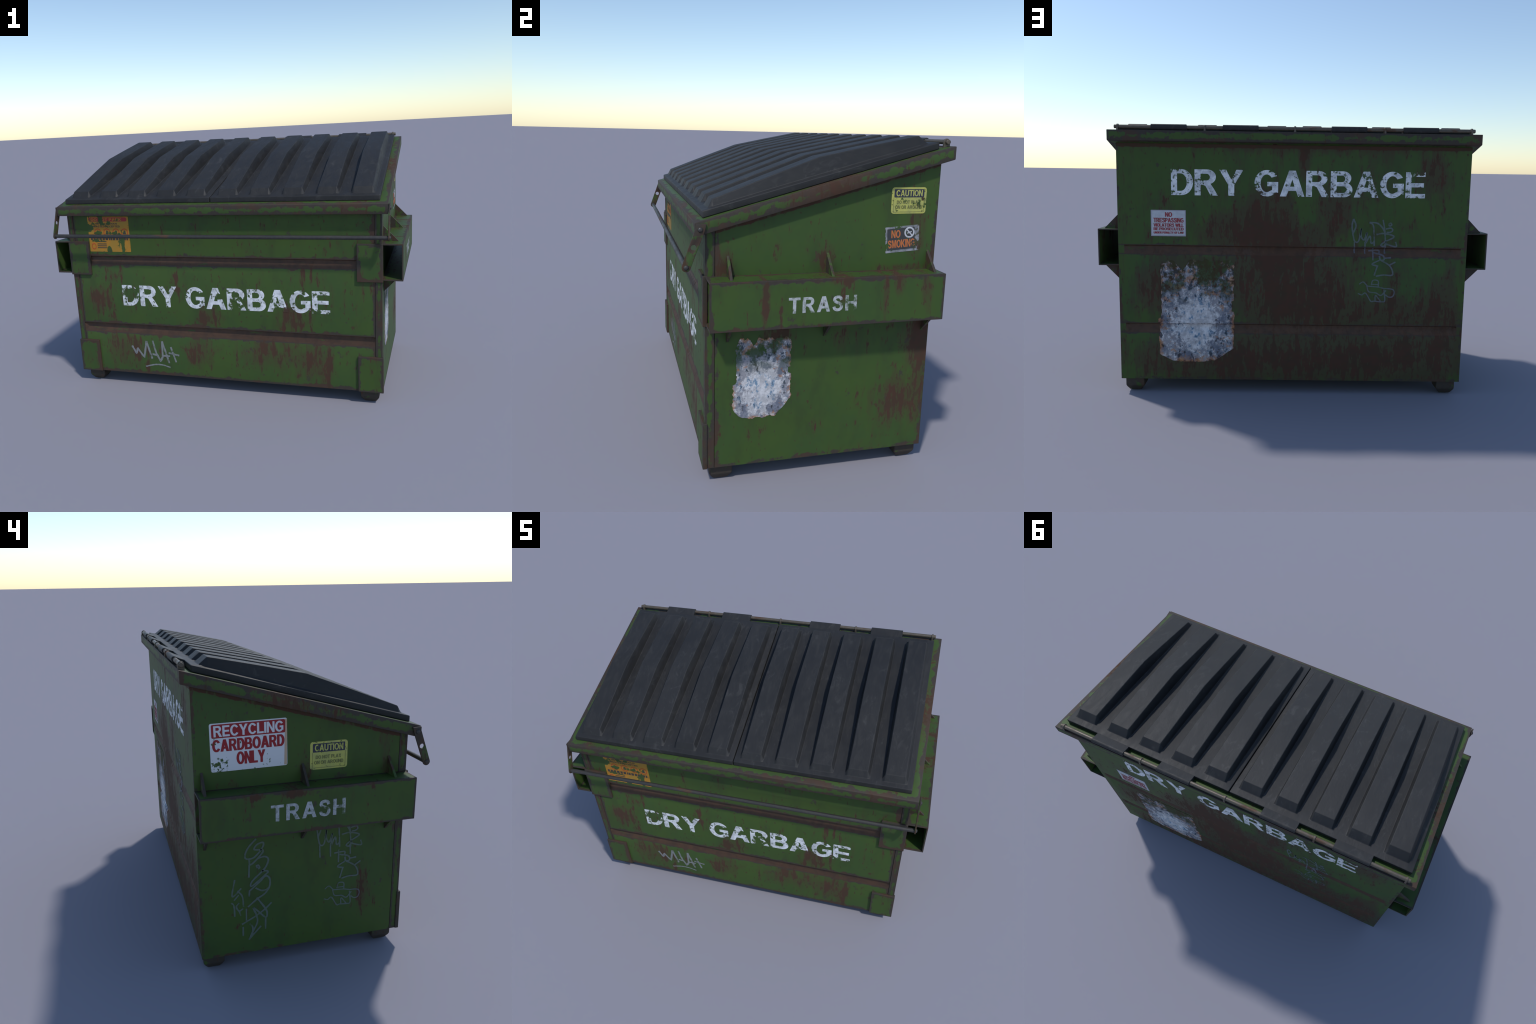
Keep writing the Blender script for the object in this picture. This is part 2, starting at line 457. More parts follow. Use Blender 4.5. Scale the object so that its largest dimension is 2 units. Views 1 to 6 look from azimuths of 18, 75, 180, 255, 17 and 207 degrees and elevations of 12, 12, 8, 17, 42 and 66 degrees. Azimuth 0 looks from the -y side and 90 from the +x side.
# ------------------------------------------------------------------ fork pockets with their gussets
GUSSET_Y = (-0.362, 0.035, 0.467)
P_TOP, P_BOT, P_T = 0.866, 0.677, 0.007
mat_gusset = paint("gusset_paint", c=(0, 0, 0.77), h=(2, 2, 2), seed=21, rust=0.16, bare_all=0.55)
for s in (1, -1):
    xo, xi = 1.0, WALL_X - 0.002
    c_profile = [(xi, P_BOT), (xo, P_BOT), (xo, P_TOP), (xi, P_TOP), (xi, P_TOP - P_T), (xo - P_T, P_TOP - P_T), (xo - P_T, P_BOT + P_T), (xi, P_BOT + P_T)]
    pocket = prism("fork_pocket", [(s * a, b) for a, b in c_profile], -0.447, 0.499, lambda u, w, y: (u, y, w), mat_pocket[s], bevel=0.0015)
    for gy in GUSSET_Y:
        for wall_z, pz in ((0.947, P_TOP - 0.002), (0.597, P_BOT + 0.002)):
            tri = [(s * (WALL_X - 0.003), pz), (s * 0.972, pz), (s * 0.972, pz + (0.003 if wall_z > pz else -0.003)), (s * (WALL_X - 0.003), wall_z)]
            prism("gusset", tri, gy - 0.0055, gy + 0.0055, lambda u, w, y: (u, y, w), mat_gusset, pocket, bevel=0.001)
    # doubler plates on the front face, beside the pocket and above the foot
    for z0, z1, sd in ((0.670, 0.868, 1), (0.0705, 0.267, 2)):
        a, b = sorted((s * 0.771, s * 0.902))
        box("corner_plate", a, b, -0.4585, -0.440, z0, z1, edge_paint("corner_plate_paint", a, b, -0.4585, -0.440, z0, z1, 30 + 3 * s + sd, 0.024, 0.05), bevel=0.0025)

# ------------------------------------------------------------------ feet
mat_foot = paint("foot_paint", c=(0, 0, 0), h=(2, 2, 2), seed=14, rust=0.06, bare_all=0.60)
for s in (1, -1):
    for ya, yb in ((-0.428, -0.332), (0.394, 0.490)):
        xa, xb = 0.778, 0.876
        rings = [(xa, xb, ya, yb, FLOOR_Z + 0.002), (xa, xb, ya, yb, 0.028), (xa + 0.022, xb - 0.017, ya + 0.018, yb - 0.019, 0.0)]
        v, f = [], []
        for x0, x1, y0, y1, z in rings:
            v += [(s * x0, y0, z), (s * x1, y0, z), (s * x1, y1, z), (s * x0, y1, z)]
        for r in range(2):
            f += [(4 * r + i, 4 * r + (i + 1) % 4, 4 * r + 4 + (i + 1) % 4, 4 * r + 4 + i) for i in range(4)]
        f += [(0, 1, 2, 3), (8, 9, 10, 11)]
        mesh_object("foot", v, f, mat_foot, bevel=0.006, segments=3)

# ------------------------------------------------------------------ lids
RIDGE_X = (0.0905, 0.2690, 0.4470, 0.6250, 0.8040)
LID_IN, LID_OUT, LID_F, LID_B = 0.0018, 0.8905, -0.457, 0.488
TABS = ((0.181, 0.357), (0.537, 0.713))
ROD_Y, ROD_Z = 0.525, 1.3775


def lid_bow(y, s):
    """the plastic bows up a little in the middle, the left lid more"""
    t = max(0.0, 1 - ((y - 0.12) / 0.58) ** 2)
    return 0.0005 + (0.0065 if s > 0 else 0.0080) * t



def ridge_height(y):
    if y < 0.003:
        return 0.028 + (0.066 - 0.028) * (y + 0.416) / 0.419
    return 0.066 + (0.0390 - 0.066) * (y - 0.003) / 0.414


for s in (1, -1):
    ys = [LID_F, -0.433, -0.416, -0.2, 0.003, 0.2, 0.417, 0.453, LID_B]
    xs = [LID_IN]
    for rx in RIDGE_X:
        xs += [rx - 0.060, rx - 0.060 + 0.012, rx + 0.060 - 0.012, rx + 0.060]
    xs.append(LID_OUT)
    v, f = [], []
    for j, y in enumerate(ys):
        for i, x in enumerate(xs):
            on_top = 2 <= j <= 6 and any(abs(x - rx) < 0.050 for rx in RIDGE_X)
            bow = lid_bow(y, s) if 1 <= j <= 7 and 0 < i < len(xs) - 1 else 0.001
            v.append((s * x, y, rim_z(y) + LID_T + bow + (ridge_height(y) if on_top else 0.0)))
    w, hgt = len(xs), len(ys)
    for j in range(hgt - 1):
        for i in range(w - 1):
            f.append((j * w + i, j * w + i + 1, (j + 1) * w + i + 1, (j + 1) * w + i))
    n = len(v)
    border = [(0, i) for i in range(w)] + [(j, w - 1) for j in range(1, hgt)] + [(hgt - 1, i) for i in range(w - 2, -1, -1)] + [(j, 0) for j in range(hgt - 2, 0, -1)]
    for j, i in border:
        v.append((s * xs[i], ys[j], rim_z(ys[j]) + 0.001))
    k = len(border)
    for q in range(k):
        a, b = border[q], border[(q + 1) % k]
        f.append((a[0] * w + a[1], b[0] * w + b[1], n + (q + 1) % k, n + q))
    f.append(tuple(range(n, n + k)))
    lid = mesh_object("lid", v, f, mat_lid, bevel=0.0035, segments=2, angle=12)
    for t0, t1 in TABS:
        cz = 0.0175
        prof = [(0.462, 0.002), (0.462, LID_T - 0.0004), (0.505, LID_T + 0.0025)] + arc(ROD_Y, cz, 0.0155, 95, -90, 10)
        a, b = s * t0, s * t1
        prism("hinge_tab", prof, a, b, lambda u, w_, x: (x, u, rim_z(u) + w_), mat_lid, lid, bevel=0.0018)

# ------------------------------------------------------------------ hinge rod and its brackets
cylinder("hinge_rod", (-0.896, ROD_Y, ROD_Z), (0.896, ROD_Y, ROD_Z), 0.0095, mat_rod, bevel=0.0025)
for hx in (-0.878, -0.447, 0.0, 0.447, 0.878):
    prof = [(ROD_Y + 0.0145, rim_z(ROD_Y + 0.0145) - 0.002)] + arc(ROD_Y, ROD_Z, 0.0135, 0, 180, 12) + [(ROD_Y - 0.0145, rim_z(ROD_Y - 0.0145) - 0.002)]
    prism("rod_bracket", prof, hx - 0.0048, hx + 0.0048, lambda u, w, x: (x, u, w), mat_rod, bevel=0.0015)

# ------------------------------------------------------------------ safety bar swinging on two arms
PIV, END = (-0.472, 1.051), (-0.5235, 0.9125)
ax = Vector((END[0] - PIV[0], END[1] - PIV[1])).normalized()
across = Vector((-ax.y, ax.x))
end_angle = math.degrees(math.atan2(ax.y, ax.x))
round_end = arc(END[0], END[1], 0.0165, end_angle - 90, end_angle + 90, 12)
top = [tuple(Vector(PIV) + across * 0.0175), (-0.449, 1.0715), (-0.4885, 1.0725), tuple(Vector(PIV) - across * 0.0175)]
outline = [top[1], top[2], top[3]] + round_end + [top[0]]
hole_c = Vector(PIV) * 0.53 + Vector(END) * 0.47
hole = [tuple(hole_c + 0.0105 * Vector((math.cos(a), math.sin(a)))) for a in (2 * math.pi * i / 20 for i in range(20))]
mat_arm = paint("arm_paint", c=(0, 0, 0), h=(2, 2, 2), seed=16, rust=0.08, bare_all=0.60)


def dome(r, h, n=20, rings=5):
    v, f = [], []
    for j in range(rings):
        t = (math.pi / 2) * j / rings
        v += [(r * math.cos(t) * math.cos(2 * math.pi * i / n), r * math.cos(t) * math.sin(2 * math.pi * i / n), h * math.sin(t)) for i in range(n)]
    v.append((0, 0, h))
    for j in range(rings - 1):
        f += [(j * n + i, j * n + (i + 1) % n, (j + 1) * n + (i + 1) % n, (j + 1) * n + i) for i in range(n)]
    f += [((rings - 1) * n + i, (rings - 1) * n + (i + 1) % n, rings * n) for i in range(n)]
    f.append(tuple(range(n - 1, -1, -1)))
    return v, f


bar = cylinder("safety_bar", (-0.940, END[0], END[1]), (0.940, END[0], END[1]), 0.0105, mat_steel)
for s in (1, -1):
    arm = plate("bar_arm", [outline, hole], 0.007, lambda u, w, t: (s * (0.9365 + t), u, w), mat_arm, bar, bevel=0.0012)
    for cy, cz in (PIV, END):
        v, f = dome(0.0098, 0.0065)
        mesh_object("bolt", [(s * (0.9400 + c), cy + a, cz + b) for a, b, c in v], f, mat_steel, bar)

# ------------------------------------------------------------------ lettering, signs, paper and spray tags
PLANES = {   # (u to the right as read, v = z, w = distance off the wall) -> x, y, z
    "front": lambda u, v, w: (u, FRONT_SKIN + groove_depth(u, v, GROOVES_F, 0.861) - w, v),
    "back": lambda u, v, w: (-u, BACK_Y - groove_depth(u, v, GROOVES_B) + w, v),
    "right": lambda u, v, w: (WALL_X + w, u, v),
    "left": lambda u, v, w: (-WALL_X - w, -u, v),
    "pocket_right": lambda u, v, w: (1.0 + w, u, v),
    "pocket_left": lambda u, v, w: (-1.0 - w, -u, v),
}
SPEC = {"front": FRONT, "back": BACK, "right": RIGHT, "left": LEFT, "pocket_right": POCKET_R, "pocket_left": POCKET_L}


def chipped(name, plane, color, keep_lo, keep_hi, scale=34, shift=(0, 0, 0), stretch=(1, 1, 1), tint=None, faded=None, opacity=1.0, zones=(), fade_axis=None):
    """coat of colour that has flaked off in places, showing the painted steel below.
    keep_lo/hi: noise window where the coat survives; zones: (u, v, ru, rv, strength) flaked areas"""
    N = Nodes(name)
    col, rough, height = paint_color(N, SPEC[plane])
    n = N.noise(scale, 6, 0.7, stretch, shift)
    lost = N.mul(N.sub(N.noise(scale * 0.22, 3, 0.5, (1, 1, 1), shift), 0.5), 0.35)
    uu = N.x if plane in ("front", "back") else N.y
    for zu, zv, ru, rv, st in zones:
        a, b = N.mul(N.sub(uu, zu), 1 / ru), N.mul(N.sub(N.z, zv), 1 / rv)
        lost = N.add(lost, N.ramp(N.m("SQRT", N.add(N.mul(a, a), N.mul(b, b))), 1.1, 0.3, 0.0, st))
    if fade_axis:
        lost = N.add(lost, N.ramp(uu, fade_axis[0], fade_axis[1], 0.0, fade_axis[2], smooth=False))
    keep = N.mul(N.ramp(N.add(n, lost), keep_hi, keep_lo), opacity)
    coat = color
    if faded:
        coat = N.mix(N.ramp(N.noise(scale * 0.5, 5, 0.65, stretch, (shift[0] + 4, shift[1], shift[2])), 0.38, 0.66), color, faded)
    if tint:
        coat = N.mix(N.ramp(N.noise(scale * 0.4, 4, 0.6, (1, 1, 1), (shift[0], shift[1] + 7, shift[2])), 0.58, 0.68, 0, 0.8), coat, tint)
    N.bump(height, 0.15, 0.001)
    return N.finish(N.mix(keep, col, coat), 0.62, spec=0.4)


def spline(pts, soft, steps=7):
    """Catmull-Rom through the control points, or straight strokes when soft is False"""
    P = [Vector(p) for p in pts]
    if not soft or len(P) < 3:
        out = []
        for a, b in zip(P, P[1:]):
            out += [a.lerp(b, i / 6) for i in range(6)]
        return out + [P[-1]]
    Q = [2 * P[0] - P[1]] + P + [2 * P[-1] - P[-2]]
    out = []
    for k in range(1, len(Q) - 2):
        a, b, c, d = Q[k - 1:k + 3]
        for i in range(steps):
            t = i / steps
            out.append(0.5 * ((2 * b) + (c - a) * t + (2 * a - 5 * b + 4 * c - d) * t * t + (3 * b - a - 3 * c + d) * t ** 3))
    return out + [P[-1]]


def ell(cx, cy, rx, ry, a0, a1, n=14):
    return [(cx + rx * math.cos(math.radians(a0 + (a1 - a0) * i / n)), cy + ry * math.sin(math.radians(a0 + (a1 - a0) * i / n))) for i in range(n + 1)]


def ribbon(pts, w):
    """outline of a stroke of width w along a smooth path"""
    P = spline(pts, True, 5)
    L, R = [], []
    for i, p in enumerate(P):
        d = (P[min(i + 1, len(P) - 1)] - P[max(i - 1, 0)]).normalized()
        nrm = Vector((-d.y, d.x)) * w / 2
        L.append(tuple(p + nrm))
        R.append(tuple(p - nrm))
    return L + R[::-1]


# heavy grotesque capitals: letter -> (width, outlines); cap height 1, upright stems 0.2
GLYPHS = {
    "A": (0.82, [[(0, 0), (0.21, 0), (0.285, 0.22), (0.535, 0.22), (0.61, 0), (0.82, 0), (0.52, 1), (0.30, 1)], [(0.335, 0.385), (0.41, 0.66), (0.485, 0.385)]]),
    "B": (0.73, [[(0, 0)] + ell(0.44, 0.285, 0.29, 0.285, -90, 62) + ell(0.41, 0.735, 0.27, 0.265, -50, 90) + [(0, 1)],
                 [(0.2, 0.165)] + ell(0.41, 0.295, 0.115, 0.13, -90, 90) + [(0.2, 0.425)], [(0.2, 0.585)] + ell(0.38, 0.71, 0.10, 0.125, -90, 90) + [(0.2, 0.835)]]),
    "C": (0.77, [ell(0.40, 0.5, 0.40, 0.51, 32, 328, 28) + ell(0.40, 0.5, 0.20, 0.34, 322, 38, 22)]),
    "D": (0.73, [[(0, 0)] + ell(0.34, 0.5, 0.39, 0.5, -90, 90, 20) + [(0, 1)], [(0.2, 0.165)] + ell(0.32, 0.5, 0.20, 0.335, -90, 90, 18) + [(0.2, 0.835)]]),
    "E": (0.66, [[(0, 0), (0.66, 0), (0.66, 0.17), (0.2, 0.17), (0.2, 0.42), (0.61, 0.42), (0.61, 0.585), (0.2, 0.585), (0.2, 0.83), (0.65, 0.83), (0.65, 1), (0, 1)]]),
    "F": (0.60, [[(0, 0), (0.2, 0), (0.2, 0.41), (0.54, 0.41), (0.54, 0.58), (0.2, 0.58), (0.2, 0.83), (0.60, 0.83), (0.60, 1), (0, 1)]]),
    "G": (0.80, [ell(0.41, 0.5, 0.41, 0.51, 34, 318, 28) + [(0.79, 0.14), (0.79, 0.555), (0.43, 0.555), (0.43, 0.39), (0.59, 0.39), (0.59, 0.25)] + ell(0.41, 0.5, 0.205, 0.34, 300, 40, 20)]),
    "H": (0.73, [[(0, 0), (0.2, 0), (0.2, 0.42), (0.53, 0.42), (0.53, 0), (0.73, 0), (0.73, 1), (0.53, 1), (0.53, 0.60), (0.2, 0.60), (0.2, 1), (0, 1)]]),
    "I": (0.20, [[(0, 0), (0.2, 0), (0.2, 1), (0, 1)]]),
    "K": (0.78, [[(0, 0), (0.2, 0), (0.2, 0.30), (0.31, 0.42), (0.53, 0), (0.78, 0), (0.44, 0.57), (0.76, 1), (0.50, 1), (0.2, 0.57), (0.2, 1), (0, 1)]]),
    "L": (0.62, [[(0, 0), (0.62, 0), (0.62, 0.17), (0.2, 0.17), (0.2, 1), (0, 1)]]),
    "M": (0.86, [[(0, 0), (0.18, 0), (0.18, 0.76), (0.35, 0), (0.51, 0), (0.68, 0.76), (0.68, 0), (0.86, 0), (0.86, 1), (0.58, 1), (0.43, 0.34), (0.28, 1), (0, 1)]]),
    "N": (0.73, [[(0, 0), (0.19, 0), (0.19, 0.66), (0.53, 0), (0.73, 0), (0.73, 1), (0.54, 1), (0.54, 0.35), (0.20, 1), (0, 1)]]),
    "O": (0.82, [ell(0.41, 0.5, 0.41, 0.51, 0, 350, 32), ell(0.41, 0.5, 0.205, 0.34, 0, 350, 28)]),
    "P": (0.69, [[(0, 0), (0.2, 0), (0.2, 0.375)] + ell(0.38, 0.6875, 0.31, 0.3125, -90, 90) + [(0, 1)], [(0.2, 0.545)] + ell(0.36, 0.69, 0.125, 0.145, -90, 90) + [(0.2, 0.835)]]),
    "R": (0.77, [[(0, 0), (0.2, 0), (0.2, 0.415), (0.27, 0.415), (0.36, 0.37), (0.53, 0), (0.77, 0), (0.63, 0.28)] + ell(0.42, 0.715, 0.29, 0.285, -68, 90) + [(0, 1)],
                 [(0.2, 0.575)] + ell(0.39, 0.705, 0.12, 0.13, -90, 90) + [(0.2, 0.835)]]),
    "S": (0.69, [ribbon([(0.57, 0.71), (0.50, 0.87), (0.34, 0.92), (0.17, 0.86), (0.13, 0.72), (0.22, 0.60), (0.38, 0.53), (0.53, 0.44), (0.58, 0.28), (0.50, 0.13), (0.34, 0.08), (0.17, 0.14), (0.10, 0.30)], 0.185)]),
    "T": (0.72, [[(0.26, 0), (0.46, 0), (0.46, 0.83), (0.72, 0.83), (0.72, 1), (0, 1), (0, 0.83), (0.26, 0.83)]]),
    "U": (0.73, [[(0, 1)] + ell(0.365, 0.36, 0.365, 0.37, 180, 360, 20) + [(0.73, 1), (0.53, 1)] + ell(0.365, 0.36, 0.165, 0.20, 360, 180, 16) + [(0.2, 1)]]),
    "V": (0.78, [[(0.28, 0), (0.50, 0), (0.78, 1), (0.57, 1), (0.39, 0.27), (0.21, 1), (0, 1)]]),
    "W": (1.08, [[(0.20, 0), (0.41, 0), (0.54, 0.62), (0.67, 0), (0.88, 0), (1.08, 1), (0.88, 1), (0.77, 0.34), (0.64, 1), (0.44, 1), (0.31, 0.34), (0.20, 1), (0, 1)]]),
    "Y": (0.80, [[(0.30, 0), (0.50, 0), (0.50, 0.42), (0.80, 1), (0.57, 1), (0.40, 0.62), (0.23, 1), (0, 1), (0.30, 0.42)]]),
    "Z": (0.68, [[(0, 0), (0.68, 0), (0.68, 0.17), (0.25, 0.17), (0.67, 0.86), (0.67, 1), (0.03, 1), (0.03, 0.83), (0.41, 0.83), (0, 0.16)]]),
}


def text_mesh(name, body, plane, u0, u1, v0, v1, w, mat, parent=None, gap=0.05, tilt=0.0, thick=0.0003):
    """lettering that fills the box u0..u1, v0..v1 of a wall plane"""
    cu = bpy.data.curves.new(name, "CURVE")
    cu.dimensions, cu.fill_mode, cu.extrude = "2D", "BOTH", 0.01
    x = 0.0
    for ch in body:
        if ch == " ":
            x += 0.32
            continue
        wide, outlines = GLYPHS[ch]
        for o in outlines:
            sp = cu.splines.new("POLY")
            sp.points.add(len(o) - 1)
            for p, (gx, gy) in zip(sp.points, o):
                p.co = (x + gx, gy, 0, 1)
            sp.use_cyclic_u = True
        x += wide + gap
    me = curve_to_mesh(cu)
    xs, ys = [p.co.x for p in me.vertices], [p.co.y for p in me.vertices]
    x0, x1, y0, y1 = min(xs), max(xs), min(ys), max(ys)
    cuu, cvv = (u0 + u1) / 2, (v0 + v1) / 2
    ct, st = math.cos(tilt), math.sin(tilt)
    flip = PLANES[plane]
    for p in me.vertices:
        a = (p.co.x - x0) / (x1 - x0) * (u1 - u0) - (u1 - u0) / 2
        b = (p.co.y - y0) / (y1 - y0) * (v1 - v0) - (v1 - v0) / 2
        p.co = flip(cuu + a * ct - b * st, cvv + a * st + b * ct, w + (thick if p.co.z > 0 else 0.0))
    me.name = name
    me.materials.clear()
    me.materials.append(mat)
    bm = bmesh.new()
    bm.from_mesh(me)
    bmesh.ops.recalc_face_normals(bm, faces=bm.faces)
    bm.to_mesh(me)
    bm.free()
    return link(bpy.data.objects.new(name, me), parent)


def bold_text(name, body, plane, u0, u1, v0, v1, w, mat, parent, grow, **kw):
    """heavier print: the word is struck twice, slightly apart"""
    text_mesh(name, body, plane, u0, u1 - grow, v0, v1, w, mat, parent, **kw)
    text_mesh(name, body, plane, u0 + grow, u1, v0, v1, w + 0.0002, mat, parent, **kw)


def rounded(u0, u1, v0, v1, r, n=4):
    return arc(u1 - r, v1 - r, r, 0, 90, n) + arc(u0 + r, v1 - r, r, 90, 180, n) + arc(u0 + r, v0 + r, r, 180, 270, n) + arc(u1 - r, v0 + r, r, 270, 360, n)


def patch(name, plane, outline, w, mat, parent=None, thick=0.0006, tilt=0.0):
    us, vs = [p[0] for p in outline], [p[1] for p in outline]
    cu, cv = (min(us) + max(us)) / 2, (min(vs) + max(vs)) / 2
    ct, st = math.cos(tilt), math.sin(tilt)
    pl = PLANES[plane]
    turn = [(cu + (u - cu) * ct - (v - cv) * st, cv + (u - cu) * st + (v - cv) * ct) for u, v in outline]
    return prism(name, turn, w, w + thick, pl, mat, parent, bevel=0.0)


WHITE, FADED = (0.78, 0.80, 0.84), (0.46, 0.48, 0.50)
white_front = chipped("worn_white_front", "front", WHITE, 0.52, 0.60, 40, faded=FADED, zones=((-0.53, 0.56, 0.06, 0.04, 0.22), (0.015, 0.56, 0.03, 0.02, 0.3), (0.12, 0.53, 0.05, 0.04, 0.12), (0.40, 0.50, 0.05, 0.03, 0.16), (0.56, 0.505, 0.06, 0.02, 0.12)))
white_back = chipped("worn_white_back", "back", WHITE, 0.53, 0.60, 44, (2, 0, 0), faded=(0.42, 0.44, 0.47), zones=((0.20, 1.08, 0.07, 0.06, 0.10), (-0.63, 1.17, 0.05, 0.02, 0.2), (-0.36, 1.10, 0.12, 0.07, 0.05)))
text_mesh("lettering", "DRY GARBAGE", "front", -0.585, 0.629, 0.488, 0.613, 0.0006, white_front)
text_mesh("lettering", "DRY GARBAGE", "back", -0.622, 0.667, 1.041, 1.174, 0.0006, white_back)
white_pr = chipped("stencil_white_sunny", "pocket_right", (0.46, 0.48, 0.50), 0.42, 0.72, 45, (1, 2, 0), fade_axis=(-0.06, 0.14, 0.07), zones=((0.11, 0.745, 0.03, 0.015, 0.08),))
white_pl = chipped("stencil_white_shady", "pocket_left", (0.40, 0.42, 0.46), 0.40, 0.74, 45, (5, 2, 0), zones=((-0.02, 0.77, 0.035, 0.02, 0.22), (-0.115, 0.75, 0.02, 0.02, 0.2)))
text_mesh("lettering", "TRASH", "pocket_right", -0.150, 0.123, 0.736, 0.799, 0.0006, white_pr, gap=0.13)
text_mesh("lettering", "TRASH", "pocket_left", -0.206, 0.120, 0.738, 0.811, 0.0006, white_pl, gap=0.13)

# --- recycling sign
sg_white = chipped("sign_white", "left", (0.60, 0.62, 0.66), 0.64, 0.68, 60, (1, 1, 1), zones=((0.395, 0.965, 0.05, 0.04, 0.12), (0.40, 1.07, 0.04, 0.05, 0.06)))
sg_red = chipped("sign_red", "left", (0.27, 0.014, 0.020), 0.66, 0.70, 60, (1, 1, 1), zones=((0.40, 1.09, 0.05, 0.06, 0.07),))
sg_orange = chipped("sign_orange_stain", "left", (0.46, 0.34, 0.24), 0.64, 0.70, 30, (3, 1, 1), tint=(0.45, 0.18, 0.05))
sign = patch("sign", "left", rounded(-0.428, -0.104, 0.942, 1.144, 0.008), 0.0004, sg_white, tilt=0.012)
patch("sign_band", "left", rounded(-0.421, -0.113, 1.083, 1.139, 0.006), 0.0013, sg_red, sign, tilt=0.012)
patch("sign_stain", "left", [(-0.117, 0.947), (-0.105, 0.947), (-0.105, 1.141), (-0.113, 1.141)], 0.0013, sg_orange, sign, 0.0003)
text_mesh("sign_lettering", "RECYCLING", "left", -0.412, -0.121, 1.088, 1.134, 0.0020, sg_white, sign, tilt=0.012)
bold_text("sign_lettering", "CARDBOARD", "left", -0.419, -0.116, 1.026, 1.077, 0.0013, sg_red, sign, 0.0028, gap=0.07, tilt=0.012)
bold_text("sign_lettering", "ONLY", "left", -0.320, -0.198, 0.966, 1.020, 0.0013, sg_red, sign, 0.0028, gap=0.07, tilt=0.012)


# --- two caution signs
def caution(plane, u0, u1, v0, v1, zones, shift):
    yel = chipped("caution_yellow", plane, (0.46, 0.45, 0.11), 0.60, 0.65, 50, shift, zones=zones, faded=(0.36, 0.37, 0.12))
    ink = chipped("caution_ink", plane, (0.030, 0.032, 0.055), 0.58, 0.64, 50, shift, zones=zones)
    grey = chipped("caution_small_ink", plane, (0.16, 0.17, 0.06), 0.56, 0.64, 50, shift, zones=zones)
    W, H = u1 - u0, v1 - v0
    pt = lambda a, b: (u0 + a * W, v0 + b * H)
    sg = patch("sign", plane, rounded(u0, u1, v0, v1, 0.012), 0.0004, yel)
    lo, hi = pt(0.07, 0.62), pt(0.93, 0.93)
    patch("sign_band", plane, rounded(lo[0], hi[0], lo[1], hi[1], 0.003), 0.0013, ink, sg, 0.0003)
    # thin printed frame line
    a, b = pt(0.055, 0.06), pt(0.945, 0.62)
    t = 0.0016
    for nm, o in (("l", [(a[0], a[1]), (a[0] + t, a[1]), (a[0] + t, b[1]), (a[0], b[1])]), ("r", [(b[0] - t, a[1]), (b[0], a[1]), (b[0], b[1]), (b[0] - t, b[1])]), ("b", [(a[0] + t, a[1]), (b[0] - t, a[1]), (b[0] - t, a[1] + t), (a[0] + t, a[1] + t)])):
        patch("sign_line", plane, o, 0.0013, grey, sg, 0.0003)
    for body, f0, f1, g0, g1, m, bd in (("CAUTION", 0.12, 0.88, 0.66, 0.90, yel, 0.03), ("DO NOT PLAY", 0.15, 0.83, 0.38, 0.51, grey, 0.01), ("ON OR AROUND", 0.11, 0.89, 0.19, 0.32, grey, 0.01)):
        p, q = pt(f0, g0), pt(f1, g1)
        text_mesh("sign_lettering", body, plane, p[0], q[0], p[1], q[1], 0.0020, m, sg)


caution("left", -0.003, 0.166, 0.911, 1.033, (), (2, 2, 1))
caution("right", 0.292, 0.443, 1.094, 1.199, ((0.425, 1.135, 0.05, 0.04, 0.13), (0.435, 1.185, 0.02, 0.02, 0.08)), (4, 2, 1))

# --- no smoking sign
NS = ((0.43, 0.965, 0.05, 0.03, 0.2), (0.30, 1.055, 0.04, 0.012, 0.15), (0.28, 0.955, 0.02, 0.02, 0.2))
ns_rim = chipped("smoke_sign_edge", "right", (0.32, 0.32, 0.36), 0.52, 0.62, 40, (1, 4, 1), zones=NS, faded=(0.15, 0.16, 0.17))
ns_black = chipped("smoke_sign_black", "right", (0.045, 0.046, 0.050), 0.58, 0.66, 40, (1, 4, 1), zones=NS)
ns_orange = chipped("smoke_sign_orange", "right", (0.50, 0.15, 0.045), 0.60, 0.66, 50, (1, 4, 1), zones=NS)
ns_mark = chipped("smoke_sign_mark", "right", (0.50, 0.51, 0.54), 0.62, 0.68, 50, (1, 4, 1))
sign = patch("sign", "right", rounded(0.276, 0.424, 0.939, 1.044, 0.003), 0.0004, ns_rim, tilt=0.07)
patch("sign_band", "right", rounded(0.284, 0.404, 0.949, 1.036, 0.003), 0.0013, ns_black, sign, tilt=0.07)
text_mesh("sign_lettering", "NO", "right", 0.300, 0.340, 0.996, 1.028, 0.0019, ns_orange, sign, tilt=0.04)
text_mesh("sign_lettering", "SMOKING", "right", 0.288, 0.405, 0.957, 0.990, 0.0019, ns_orange, sign, tilt=0.07)
ring_c = (0.379, 1.018)
plate("sign_symbol", [[(ring_c[0] + r * math.cos(a), ring_c[1] + r * math.sin(a)) for a in (2 * math.pi * i / 24 for i in range(24))] for r in (0.0225, 0.0160)], 0.0006, lambda u, v, w: PLANES["right"](u, v, 0.0022 + w), ns_mark, sign, bevel=0.0001)
for ang, ln, wd in ((-45, 0.034, 0.005), (20, 0.020, 0.004)):
    ca, sa = math.cos(math.radians(ang)), math.sin(math.radians(ang))
    bar_o = [(ring_c[0] + ca * a - sa * b, ring_c[1] + sa * a + ca * b) for a, b in ((-ln / 2, -wd / 2), (ln / 2, -wd / 2), (ln / 2, wd / 2), (-ln / 2, wd / 2))]
    patch("sign_symbol", "right", bar_o, 0.0019, ns_mark, sign, 0.0004 if ang < 0 else 0.0007)

